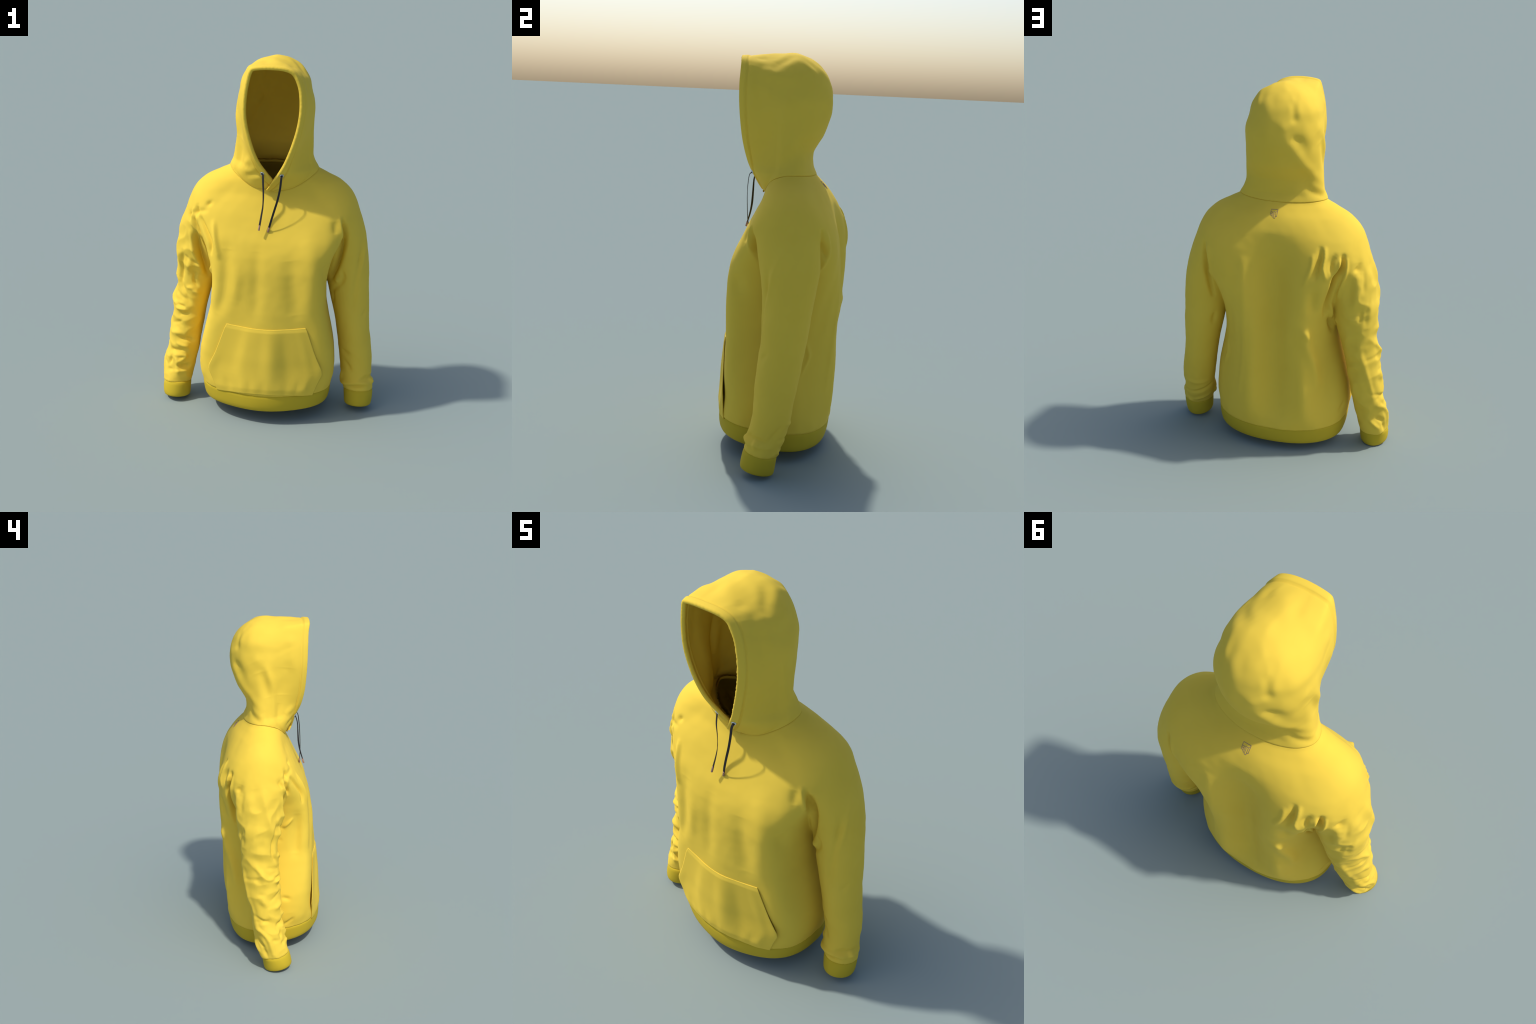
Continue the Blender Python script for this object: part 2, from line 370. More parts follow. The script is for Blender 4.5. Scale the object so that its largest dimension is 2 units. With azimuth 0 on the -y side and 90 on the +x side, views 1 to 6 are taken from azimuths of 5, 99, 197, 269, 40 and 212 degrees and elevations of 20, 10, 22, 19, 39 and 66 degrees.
RIGHT_FOREARM_OUTER = [
    ([(-0.540, 0.098, 0.659), (-0.546, 0.034, 0.583), (-0.496, -0.028, 0.587)], 0.012, 0.0112),
    ([(-0.534, 0.032, 0.645), (-0.468, -0.037, 0.620)], 0.012, -0.0084),
    ([(-0.562, 0.072, 0.445), (-0.516, -0.034, 0.418)], 0.015, 0.0084),
    ([(-0.559, 0.078, 0.490), (-0.499, -0.036, 0.464)], 0.012, -0.0084),
    ([(-0.525, 0.123, 0.357), (-0.579, 0.069, 0.337), (-0.547, -0.030, 0.299)], 0.01, -0.0084),
    ([(-0.571, 0.098, 0.294), (-0.601, 0.037, 0.221), (-0.608, 0.011, 0.120)], 0.012, 0.0126),
    ([(-0.600, 0.009, 0.215), (-0.513, -0.062, 0.182)], 0.012, -0.0126),
    ([(-0.592, 0.073, 0.170), (-0.600, 0.047, 0.109)], 0.012, -0.0098),
    ([(-0.527, -0.049, 0.264), (-0.516, -0.066, 0.165)], 0.012, 0.0126),
    ([(-0.323, -0.159, 0.889), (-0.323, -0.141, 0.642)], 0.03, -0.0168),
    ([(-0.378, -0.055, 0.378), (-0.378, -0.098, 0.368)], 0.012, -0.0084),
    ([(-0.372, -0.066, 0.196), (-0.374, -0.118, 0.236)], 0.01, -0.0084),]
LEFT_ARMPIT_BACK = [
    ([(0.375, 0.227, 1.167), (0.369, 0.228, 1.055), (0.354, 0.207, 0.925), (0.345, 0.188, 0.855)], 0.012, -0.026),
    ([(0.347, 0.244, 1.159), (0.336, 0.256, 1.061), (0.339, 0.199, 0.933)], 0.012, 0.0091),]
LEFT_BACK = [
    ([(0.562, 0.095, 0.196), (0.473, 0.113, 0.201), (0.416, 0.063, 0.239)], 0.01, -0.0108),
    ([(0.571, 0.067, 0.124), (0.486, 0.085, 0.138), (0.427, 0.040, 0.170)], 0.01, 0.0084),
    ([(0.545, 0.119, 0.271), (0.475, 0.127, 0.263), (0.424, 0.090, 0.272)], 0.012, 0.0072),
    ([(0.349, 0.162, 0.734), (0.362, 0.156, 0.674)], 0.014, -0.012),
    ([(0.191, 0.290, 1.109), (0.227, 0.220, 0.631)], 0.035, -0.0084),
    ([(0.142, 0.285, 1.114), (0.135, 0.291, 0.678), (0.175, 0.263, 0.333)], 0.02, 0.006),]
LEFT_SLEEVE_OUTER = [
    ([(0.504, 0.052, 1.069), (0.508, 0.009, 0.923), (0.484, -0.020, 0.763)], 0.015, 0.006),
    ([(0.494, -0.008, 0.941), (0.488, -0.013, 0.867)], 0.015, -0.006),
    ([(0.554, -0.053, 0.194), (0.589, -0.003, 0.201), (0.593, 0.035, 0.187)], 0.01, -0.0096),
    ([(0.543, -0.068, 0.161), (0.593, -0.008, 0.168), (0.587, 0.057, 0.161)], 0.012, 0.0084),
    ([(0.591, 0.042, 0.187), (0.566, 0.099, 0.263)], 0.012, -0.0072),
    ([(0.537, 0.014, 0.602), (0.516, -0.017, 0.564)], 0.012, -0.006),
    ([(0.558, 0.082, 0.146), (0.523, 0.081, 0.106)], 0.01, 0.0096),
    ([(0.270, 0.168, 0.592), (0.264, 0.178, 0.530), (0.294, 0.156, 0.458)], 0.012, 0.0096),]
LEFT_SHOULDER = [
    ([(0.384, -0.110, 1.158), (0.388, -0.089, 1.050)], 0.012, -0.021),
    ([(0.372, 0.234, 1.114), (0.344, 0.245, 1.045)], 0.014, -0.021),]
RIGHT_SHOULDER = [
    ([(-0.438, -0.059, 1.142), (-0.350, -0.119, 1.180)], 0.014, -0.0096),]
FOLDS = RIGHT_ARMPIT_FRONT + RIGHT_FOREARM_FRONT + LEFT_ARMPIT_FRONT + LEFT_CUFF_FRONT + RIGHT_ARMPIT_BACK + RIGHT_FOREARM_BACK + RIGHT_SLEEVE_OUTER + RIGHT_FOREARM_OUTER + LEFT_ARMPIT_BACK + LEFT_BACK + LEFT_SLEEVE_OUTER + LEFT_SHOULDER + RIGHT_SHOULDER
# </folds>
disp = fold_field(V, N, FOLDS)
# slight crumpling: strongest on the wearer's right sleeve, hardly any on chest and back
side_r = smooth01((-V[:, 0]-.36)/.06)*(1-smooth01((V[:, 2]-1.15)/.1))
side_l = smooth01((V[:, 0]-.36)/.06)*(1-smooth01((V[:, 2]-1.0)/.1))
crumple = noise_at(V, 11, 3.7, (1, 1, .8))*.6+noise_at(V, 24, 9.1)*.4
disp += crumple*(.0015+.004*side_r+.0025*side_l)
sharp = .30-np.abs(noise_at(V, 9, 1.3, (1, 1, 1.3)))          # crisp pinched creases
disp += sharp*(.016*side_r*(1-smooth01((V[:, 2]-.95)/.15))+.005*side_l*(1-smooth01((V[:, 2]-.35)/.15)))
# gathers where the fleece is sewn to the narrower waistband
above = V[:, 2]-(.160-.090*V[:, 1])
near_torso = np.abs(V[:, 0]) < .415-.0*V[:, 1]
disp += np.where(near_torso, np.exp(-((above-.03)/.035)**2)*.0045*noise_at(V, 16, 5.0, (1, 1, .25)), 0)
# cloth behind the pocket lies flat, and sinks away behind the hand openings
half_w = np.interp(V[:, 2], [.165, .30, .325, .585], [.262, .301, .298, .2125])
behind = (V[:, 1] < -.08) & (V[:, 2] < .575) & (np.abs(V[:, 0]) < half_w)
inset = smooth01((half_w-np.abs(V[:, 0]))/.010)
disp = np.where(behind, np.minimum(disp, disp*(1-inset)), disp)
disp -= np.where(behind, .026*inset*np.exp(-((half_w-np.abs(V[:, 0]))/.05)**2)*np.exp(-((V[:, 2]-.36)/.07)**2), 0)
V = V + N*disp[:, None]
V = relax(V, F, 1, lam=.3)

# ------------------------------------------------------------------ trim to neckline, hem and cuffs
NECK = [(.0, -.116, 1.316), (-.063, -.113, 1.312), (-.128, -.100, 1.332), (-.196, -.066, 1.377),
        (-.232, -.005, 1.405), (-.222, .055, 1.407), (-.164, .108, 1.408), (-.080, .138, 1.408), (0, .143, 1.408),
        (.080, .138, 1.408), (.164, .108, 1.408), (.224, .062, 1.409), (.238, .0, 1.405), (.200, -.066, 1.377),
        (.128, -.100, 1.332), (.063, -.113, 1.312), (.0, -.116, 1.316)]
whole_bvh = BVHTree.FromPolygons([tuple(v) for v in V], [tuple(int(i) for i in f) for f in F])
def on_body(pts):
    return np.array([np.array(whole_bvh.find_nearest(Vector(p))[0]) for p in pts])
neck_ring = on_body(spline(NECK, 240))
ang = np.arctan2(neck_ring[:, 0], neck_ring[:, 1]-.02)
o = np.argsort(ang)
def neck_height(x, y):
    a = np.arctan2(x, y-.02)
    return np.interp(a, ang[o], neck_ring[o, 2], period=2*np.pi)

def sleeve_part(P):
    f = np.where(P[:, 0] > 0, sleeve_field(SLEEVE_A, P[:, 0], P[:, 1], P[:, 2]), sleeve_field(SLEEVE_B, -P[:, 0], P[:, 1], P[:, 2]))
    return (f < torso_field(*P.T)) & (np.abs(P[:, 0]) > np.where(P[:, 2] > 1.0, .29+.22*(P[:, 2]-1.0), .27))
cen = V[F].mean(1)
arm = sleeve_part(cen)
keep = cen[:, 2] < neck_height(cen[:, 0], cen[:, 1])+.022
keep &= ~((cen[:, 2] > 1.30) & (np.hypot(cen[:, 0]/.18, (cen[:, 1]-.02)/.07) < 1))
keep &= np.where(arm, cen[:, 2] > cuff_seam(cen[:, 1], cen[:, 0] > 0)-.016, cen[:, 2] > hem_seam(cen[:, 0], cen[:, 1])-.016)
# snap a row of vertices onto every seam and tuck the cloth beyond it under the next part
va = sleeve_part(V)
seam_z = np.where(va, cuff_seam(V[:, 1], V[:, 0] > 0), hem_seam(V[:, 0], V[:, 1]))
near = np.abs(V[:, 2]-seam_z) < H*.55
V[near, 2] = seam_z[near]
tuck = .014*smooth01((seam_z-V[:, 2]+.004)/.012)
nz = np.where(V[:, 2] > 1.2, neck_height(V[:, 0], V[:, 1]), 9)
up = (nz < 5) & (np.abs(V[:, 2]-nz) < H*.5)
tuck += np.where(nz < 5, .022*smooth01((V[:, 2]-nz+.002)/.014), 0)
V = V-N*tuck[:, None]
F = F[keep]; arm = arm[keep]; cen = cen[keep]
# drop stray islands of cloth: keep vertices in use
used = np.unique(F); remap = np.full(len(V), -1); remap[used] = np.arange(len(used))
V = V[used]; F = remap[F]; N = vertex_normals(V, F)
outer_bvh = BVHTree.FromPolygons([tuple(v) for v in V], [tuple(int(i) for i in f) for f in F])

# cloth thickness: inner face, joined round every open border
nv = len(V)
inner = relax(V-N*.011, F, 2)
VV = np.vstack([V, inner]); NN = np.vstack([N, -N])
edges = {}
for f in F:
    for a, b in ((f[0], f[1]), (f[1], f[2]), (f[2], f[3]), (f[3], f[0])):
        edges[(a, b)] = edges.get((a, b), 0)+1
face_of = {}
for i, f in enumerate(F):
    for a, b in ((f[0], f[1]), (f[1], f[2]), (f[2], f[3]), (f[3], f[0])): face_of[(a, b)] = i
rims = [(b, a, a+nv, b+nv, face_of[(a, b)]) for (a, b) in edges if (b, a) not in edges]

def emit(name, mask):
    fo = F[mask]; fi = F[mask][:, ::-1]+nv
    fr = np.array([r[:4] for r in rims if mask[r[4]]]).reshape(-1, 4)
    fs_ = np.vstack([fo, fi, fr]).astype(int)
    u = np.unique(fs_); mp = np.full(len(VV), -1); mp[u] = np.arange(len(u))
    return make_mesh(name, VV[u], mp[fs_], M_FLEECE, root, normals=NN[u])
emit('torso', ~arm)
emit('sleeve', arm & (cen[:, 0] > 0))
emit('sleeve', arm & (cen[:, 0] < 0))

# ------------------------------------------------------------------ ribbed hem and cuffs
def ring(name, section, seam, profile, count, wobble=None):
    """section(angle array, z array, out) -> x, y ; profile rows (out, drop)"""
    th = np.linspace(0, 2*np.pi, count, endpoint=False)
    rows = []
    for out, drop in profile:
        z = np.full(count, .1)
        for _ in range(4):
            x, y = section(th, z, out); z = seam(x, y)+drop
        x, y = section(th, z, out)
        rows.append(np.stack([x, y, z], 1))
    R = np.array(rows); m = len(rows)
    if wobble is not None: R = wobble(R)
    Vr = R.reshape(-1, 3)
    Fr = [(i*count+j, i*count+(j+1) % count, (i+1)*count+(j+1) % count, (i+1)*count+j) for i in range(m-1) for j in range(count)]
    Fr = np.array(Fr)[:, ::-1]
    return make_mesh(name, Vr, Fr, M_RIB, root)

def torso_section(th, z, out):
    cx = look(TORSO, 1, z); c, s_ = np.cos(th), np.sin(th)
    lo_, hi_ = np.full(len(th), .05), np.full(len(th), .7)
    for _ in range(30):
        r = (lo_+hi_)/2; ins = torso_field(cx+r*c, YC+r*s_, z, out) < 0
        lo_ = np.where(ins, r, lo_); hi_ = np.where(ins, hi_, r)
    return cx+r*c, YC+r*s_

def sleeve_section(tab, sgn):
    def sec(th, z, out):
        a, b, yf, yb = (look(tab, k, z) for k in range(1, 5))
        cx = (a+b)/2; hx = (b-a)/2+out; yc = (yf+yb)/2; hy = (yb-yf)/2+out
        n = 1.95; c, s = np.cos(th), np.sin(th)
        r = ((np.abs(c)/hx)**n+(np.abs(s)/hy)**n)**(-1/n)
        return sgn*(cx+r*c), yc+r*s
    return sec

BAND = [(-.016, .012), (-.008, .004), (-.003, 0), (.000, -.008), (.001, -.020), (.002, -.045), (.001, -.066), (-.001, -.081), (-.005, -.091),
        (-.010, -.095), (-.015, -.091), (-.019, -.080), (-.020, -.03), (-.020, .012)]
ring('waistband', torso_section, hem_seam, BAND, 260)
CUFF = [(-.016, .012), (-.008, .003), (-.003, 0), (.000, -.006), (.001, -.020), (.001, -.044), (.000, -.066), (-.002, -.082), (-.005, -.090),
        (-.009, -.093), (-.013, -.090), (-.016, -.076), (-.017, -.03), (-.017, .012)]
CUFF_B = [(a, b*.945) for a, b in CUFF]
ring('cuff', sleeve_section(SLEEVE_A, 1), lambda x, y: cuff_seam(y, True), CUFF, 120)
def flip(name, *a):
    ob = ring(name, *a); ob.data.flip_normals(); return ob
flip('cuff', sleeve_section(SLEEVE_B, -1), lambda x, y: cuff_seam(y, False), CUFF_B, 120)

# ------------------------------------------------------------------ hood
#          z      half x  front   back
HOOD = table([   # last two: squareness of the front and back halves
    (1.20, .240, -.10, .16, 2, 2), (1.30, .238, -.110, .15, 2, 2), (1.35, .236, -.135, .143, 1.8, 1.9), (1.405, .230, -.190, .138, 1.5, 1.6), (1.45, .212, -.235, .115, 1.3, 1.85),
    (1.51, .207, -.262, .119, 1.25, 1.9), (1.56, .204, -.277, .143, 1.27, 1.8), (1.60, .202, -.290, .166, 1.3, 1.85), (1.70, .199, -.308, .198, 1.45, 1.9), (1.757, .195, -.32, .205, 1.6, 1.95), (1.82, .185, -.33, .198, 1.8, 2),
    (1.87, .174, -.34, .183, 2, 2), (1.91, .152, -.35, .162, 2, 2), (1.95, .116, -.36, .125, 2, 2), (1.98, .076, -.33, .085, 2, 2), (1.995, .040, -.2, .045, 2, 2), (2.003, .004, -.02, .01, 2, 2)])
HC = np.array([0, -.03, 1.51])
def hood_field(P):
    hx, yf, yb, nf, nb = (look(HOOD, k, P[..., 2]) for k in (1, 2, 3, 4, 5))
    y = P[..., 1]-.02
    hy = np.where(y < 0, .02-yf, yb-.02)
    e = np.where(y < 0, 2-(2-nf)*smooth01(-y/.06), 2-(2-nb)*smooth01(y/.05))   # cheeks run straight from jaw to temple
    f = ((np.abs(P[..., 0])/hx)**e+(np.abs(y)/hy)**e)**(1/e)-1
    return np.where(P[..., 2] > 2.003, 1.0, f)
def hood_radius(D):
    a = np.full(D.shape[:-1], .05); b = np.full(D.shape[:-1], .60)
    for _ in range(40):
        m = (a+b)/2; ins = hood_field(HC+m[..., None]*D) < 0
        a = np.where(ins, m, a); b = np.where(ins, b, m)
    return (a+b)/2

RIM = [(.022, -.108, 1.322), (.012, -.138, 1.357), (-.022, -.160, 1.400), (-.052, -.178, 1.444), (-.082, -.199, 1.500), (-.110, -.217, 1.580),
       (-.133, -.227, 1.672), (-.142, -.233, 1.752), (-.137, -.238, 1.840), (-.124, -.243, 1.915), (-.112, -.249, 1.953), (-.098, -.252, 1.966),
       (-.05, -.254, 1.973), (.0, -.254, 1.974), (.05, -.250, 1.970),
       (.090, -.244, 1.957), (.112, -.240, 1.934), (.132, -.238, 1.890), (.143, -.238, 1.835), (.145, -.235, 1.752), (.132, -.228, 1.660),
       (.107, -.218, 1.570), (.078, -.202, 1.490), (.052, -.186, 1.436), (.024, -.166, 1.391), (.000, -.148, 1.357), (-.029, -.124, 1.318)]
NU, NJ = 420, 150
rim = spline(RIM, NU)
neckA = on_body(spline([(.022, -.112, 1.318)] + NECK[1:-1] + [(-.029, -.118, 1.314)], NU))
# spread the neckline so that its middle meets the middle of the rim
Rn = rim-HC; Nn = neckA-HC
Rl = np.linalg.norm(Rn, axis=1, keepdims=True); Nl = np.linalg.norm(Nn, axis=1, keepdims=True)
Ru, Nu_ = Rn/Rl, Nn/Nl
u = np.linspace(0, 1, NU)
bulge = np.sin(np.pi*u)**1.2
# direction each strip swings through: outwards at the sides, up and back at the crown
M = Ru+Nu_+np.stack([np.where(u < .5, -1, 1)*np.sin(2*np.pi*np.minimum(u, 1-u))*1.2, 2.6*bulge, .9*bulge**2], 1)
M /= np.linalg.norm(M, axis=1, keepdims=True)
j = np.linspace(0, 1, NJ)
jj = (.6*j+.4*j**1.6)[None, :, None]
D = (1-jj)**2*Ru[:, None]+2*jj*(1-jj)*1.25*M[:, None]+jj**2*Nu_[:, None]
D /= np.linalg.norm(D, axis=2, keepdims=True)
rad = hood_radius(D)
dr = Rl[:, 0]-rad[:, 0]; dn = Nl[:, 0]-rad[:, -1]
w0 = np.exp(-(j/.22)**2); w1 = np.exp(-((1-j)/.12)**2)
rad = rad+dr[:, None]*w0+dn[:, None]*w1
G = HC+rad[..., None]*D
idx = np.arange(NU*NJ).reshape(NU, NJ)
Fh = np.stack([idx[:-1, :-1], idx[1:, :-1], idx[1:, 1:], idx[:-1, 1:]], -1).reshape(-1, 4)
Vh = G.reshape(-1, 3)
Nh = vertex_normals(Vh, Fh)
if np.mean(np.sum(Nh*D.reshape(-1, 3), 1)) < 0:
    Fh = Fh[:, ::-1]; Nh = -Nh
border = np.zeros((NU, NJ), bool); border[0] = border[-1] = True; border[:, 0] = border[:, -1] = True
Vh = relax(Vh, Fh, 6, fixed=border.ravel()); Nh = vertex_normals(Vh, Fh)
G = Vh.reshape(NU, NJ, 3)
# distance from the rim measured along each strip
run = np.concatenate([np.zeros((NU, 1)), np.cumsum(np.linalg.norm(np.diff(G, axis=1), axis=2), axis=1)], 1)
edge = run.ravel()
band = .0045*(1-smooth01((edge-.028)/.008)) - .004*np.exp(-((edge-.037)/.005)**2)
uu = np.repeat(u, NJ)
lap = np.where(uu > .5, 1, -1)*.006*np.exp(-(np.minimum(uu, 1-uu)/.05)**2)
# <hood>
HOOD_RIGHT_SIDE = [
    ([(-0.203, 0.002, 1.742), (-0.195, -0.031, 1.625), (-0.189, -0.035, 1.494), (-0.208, -0.040, 1.412)], 0.0203, 0.0096),
    ([(-0.203, 0.030, 1.714), (-0.203, -0.008, 1.571)], 0.027, -0.0088),
    ([(-0.180, -0.116, 1.732), (-0.168, -0.087, 1.573)], 0.0473, -0.0088),
    ([(-0.117, -0.151, 1.484), (-0.146, -0.107, 1.442)], 0.0203, 0.0056),
    ([(-0.060, -0.161, 1.404), (-0.139, -0.113, 1.381)], 0.0203, -0.0096),
    ([(-0.169, -0.072, 1.523), (-0.182, -0.062, 1.432)], 0.0203, -0.0048),
    ([(-0.136, 0.096, 1.520), (-0.202, 0.057, 1.464), (-0.228, 0.013, 1.423)], 0.0243, 0.0064),
    ([(-0.163, 0.091, 1.465), (-0.213, 0.058, 1.437), (-0.224, 0.027, 1.434)], 0.0189, -0.0048),
    ([(-0.070, 0.161, 1.893), (-0.074, 0.125, 1.935), (-0.016, 0.066, 1.981)], 0.018, 0.0048),
    ([(-0.086, 0.165, 1.861), (-0.107, 0.159, 1.837)], 0.0243, -0.0048),
    ([(-0.115, 0.165, 1.754), (-0.134, 0.146, 1.716)], 0.027, -0.0024),
    ([(-0.187, 0.047, 1.837), (-0.197, -0.007, 1.796)], 0.0405, -0.0032),
    ([(-0.184, -0.049, 1.848), (-0.175, -0.159, 1.807)], 0.0405, -0.0032),
    ([(-0.190, 0.076, 1.769), (-0.198, 0.050, 1.714)], 0.0405, -0.004),]
HOOD_BACK = [
    ([(-0.073, 0.132, 1.929), (-0.097, 0.160, 1.857)], 0.018, -0.0072),
    ([(-0.096, 0.079, 1.951), (-0.106, 0.151, 1.867)], 0.0189, 0.0048),
    ([(0.037, 0.100, 1.961), (0.008, 0.165, 1.908)], 0.027, -0.004),
    ([(-0.041, 0.194, 1.826), (-0.057, 0.193, 1.788)], 0.0243, 0.004),
    ([(-0.086, 0.183, 1.753), (-0.128, 0.152, 1.721)], 0.0297, -0.0032),
    ([(-0.072, 0.190, 1.738), (-0.129, 0.137, 1.622), (-0.190, 0.060, 1.522), (-0.211, 0.030, 1.478)], 0.0297, 0.0104),
    ([(-0.135, 0.098, 1.527), (-0.167, 0.091, 1.459), (-0.211, 0.057, 1.443)], 0.0243, -0.004),
    ([(0.068, 0.106, 1.945), (0.048, 0.166, 1.897)], 0.027, 0.0032),]
HOOD_CROWN = [
    ([(0.096, -0.020, 1.966), (0.160, -0.076, 1.909)], 0.027, -0.0048),
    ([(0.061, -0.010, 1.986), (0.125, -0.064, 1.944)], 0.027, 0.004),
    ([(0.109, 0.047, 1.959), (0.151, -0.023, 1.922)], 0.027, 0.004),
    ([(0.079, -0.160, 1.972), (0.131, -0.185, 1.932)], 0.0405, -0.0032),]
HOOD_CHEEK = [
    ([(-0.127, -0.131, 1.432), (-0.068, -0.153, 1.400)], 0.0216, -0.0056),]
HOOD_LEFT_SIDE = [
    ([(0.156, -0.078, 1.914), (0.152, -0.138, 1.904)], 0.0203, 0.0032),
    ([(0.160, 0.090, 1.555), (0.219, -0.001, 1.442)], 0.0338, -0.0048),
    ([(0.100, -0.164, 1.963), (0.081, -0.122, 1.969)], 0.027, -0.0048),]
HOOD_TOP = [
    ([(0.111, 0.058, 1.952), (0.105, 0.129, 1.899)], 0.018, 0.004),
    ([(-0.043, 0.088, 1.970), (-0.064, 0.124, 1.941)], 0.0203, -0.0048),
    ([(-0.064, 0.046, 1.978), (-0.122, 0.082, 1.931)], 0.0338, 0.004),
    ([(-0.085, 0.183, 1.752), (-0.130, 0.154, 1.743)], 0.018, -0.0048),
    ([(-0.080, 0.171, 1.850), (-0.116, 0.151, 1.842)], 0.018, -0.0032),
    ([(0.039, 0.112, 1.952), (-0.001, 0.159, 1.916)], 0.0338, 0.0032),]
HOOD_FOLDS = HOOD_RIGHT_SIDE + HOOD_BACK + HOOD_CROWN + HOOD_CHEEK + HOOD_LEFT_SIDE + HOOD_TOP
# </hood>
def calm_ends(Nv):
    """both front tips of the hood are slivers: give them the direction of the cloth just beside them"""
    Nv = Nv.reshape(NU, NJ, 3).copy()
    for rows, ref in ((np.arange(0, 26), 32), (np.arange(NU-1, NU-27, -1), NU-33)):
        m = Nv[ref, 20:-20].mean(0); m /= np.linalg.norm(m)
        w = smooth01((rows-rows[0])*(1 if rows[1] > rows[0] else -1)/25.)[:, None, None]
        Nv[rows] = Nv[rows]*w+m*(1-w)
    return (Nv/np.linalg.norm(Nv, axis=2, keepdims=True)).reshape(-1, 3)
Nh = calm_ends(Nh)
lump = (.008*noise_at(Vh, 8, 2.2)+.003*noise_at(Vh, 17, 6.2))*smooth01((edge-.04)/.08)*smooth01((Vh[:, 2]-1.55)/.2)
Vh = Vh+Nh*(lump+band+lap+fold_field(Vh, Nh, HOOD_FOLDS)+.002)[:, None]
Nh = calm_ends(vertex_normals(Vh, Fh))
# inner face, with a rolled rim
tip = smooth01(np.minimum(uu, 1-uu)/.06)
T = .006+.006*tip+.006*tip*(1-smooth01((edge-.022)/.006))      # turned-in facing along the opening
Vi = Vh-Nh*T[:, None]
mid = Vh.reshape(NU, NJ, 3)[:, 0]-Nh.reshape(NU, NJ, 3)[:, 0]*T.reshape(NU, NJ)[:, :1]*.5
out_dir = G[:, 0]-G[:, 1]; out_dir /= np.linalg.norm(out_dir, axis=1, keepdims=True)
rim_run = np.r_[0, np.cumsum(np.linalg.norm(np.diff(rim, axis=0), axis=1))]
pucker = np.array([noise.noise(Vector((q*60, 7.7, 0))) for q in rim_run])
mid = mid+out_dir*((.004+.0005*np.sin(2*np.pi*rim_run/.018)+.0022*pucker)*smooth01(np.minimum(u, 1-u)/.04))[:, None]   # uneven, puckered topstitching
nh = len(Vh)
VH = np.vstack([Vh, Vi, mid])
FH = [Fh, Fh[:, ::-1]+nh]
m0 = 2*nh+np.arange(NU)
a0 = idx[:, 0]
q1 = np.stack([a0[:-1], m0[:-1], m0[1:], a0[1:]], 1); q2 = np.stack([m0[:-1], a0[:-1]+nh, a0[1:]+nh, m0[1:]], 1)
def strip(ids):
    return np.stack([ids[:-1], ids[1:], ids[1:]+nh, ids[:-1]+nh], 1)
FH = np.vstack(FH+[q1, q2, strip(idx[:, -1]), strip(idx[0]), strip(idx[-1])])
hood = make_mesh('hood', VH, FH, M_FLEECE, root)
bm = bmesh.new(); bm.from_mesh(hood.data)
bmesh.ops.remove_doubles(bm, verts=bm.verts, dist=1e-5)
bmesh.ops.recalc_face_normals(bm, faces=bm.faces); bm.to_mesh(hood.data); bm.free()
hood_bvh = BVHTree.FromPolygons([tuple(v) for v in Vh], [tuple(int(i) for i in f) for f in Fh])

# ------------------------------------------------------------------ kangaroo pocket
NA, NB = 150, 100
def front_y(x, z):
    hit = base_bvh.ray_cast(Vector((x, -1, z)), Vector((0, 1, 0)))
    return hit[0].y if hit[0] is not None else -.2
zt = np.linspace(.0, 1, NB)
P = np.zeros((NA, NB, 3))
for bi, t in enumerate(zt):
    for ai, s in enumerate(np.linspace(-1, 1, NA)):
        ztop = .574+.010*s*s
        zz = .172+.020*(1-s*s)+(ztop-.172-.020*(1-s*s))*t
        half = np.interp(zz, [.165, .30, .325, .585], [.262, .301, .298, .2125])
        x = s*half
        y = front_y(x, zz)
        P[ai, bi] = (x, y, zz)
for _ in range(6):   # stiff double cloth smooths the surface below it
    P[1:-1, 1:-1, 1] = .25*(P[:-2, 1:-1, 1]+P[2:, 1:-1, 1]+P[1:-1, :-2, 1]+P[1:-1, 2:, 1])
S = np.linspace(-1, 1, NA)[:, None]; Tt = zt[None, :]
lift = .007*np.ones((NA, NB))
lift *= 1-.6*smooth01((Tt-.94)/.06)
lift *= 1-.45*(1-smooth01(Tt/.10))
open_ = np.exp(-((1-np.abs(S))/.10)**2)*np.exp(-((Tt-.36)/.16)**2)
lift = lift+.011*open_
# drape of the pocket: soft vertical swells, gathers above the waistband
for s0, w_, a_ in ((-.42, .14, .006), (-.1, .12, -.003), (.12, .12, .003), (.42, .16, -.007), (.80, .10, .004)):
    lift = lift+a_*np.exp(-((S-s0)/w_)**2)*np.sin(np.pi*np.clip(Tt*.9+.05, 0, 1))
gather = np.array([noise.noise(Vector((i*.075, 3.3, 0))) for i in range(NA)])[:, None]
lift = lift+.007*gather*np.exp(-((Tt-.10)/.10)**2)
nrm = np.stack([P[:, :, 0]*1.6, np.full((NA, NB), -.32), np.zeros((NA, NB))], 2)
nrm /= np.linalg.norm(nrm, axis=2, keepdims=True)
Po = P+nrm*lift[..., None]; Pi = Po-nrm*.005
nb = NA*NB; ip = np.arange(nb).reshape(NA, NB)
Fp = np.stack([ip[:-1, :-1], ip[1:, :-1], ip[1:, 1:], ip[:-1, 1:]], -1).reshape(-1, 4)
def side(ids): return np.stack([ids[:-1], ids[:-1]+nb, ids[1:]+nb, ids[1:]], 1)
Fp = np.vstack([Fp, Fp[:, ::-1]+nb, side(ip[:, 0]), side(ip[:, -1])[:, ::-1], side(ip[0])[:, ::-1], side(ip[-1])])
make_mesh('pocket', np.vstack([Po.reshape(-1, 3), Pi.reshape(-1, 3)]), Fp, M_FLEECE, root)

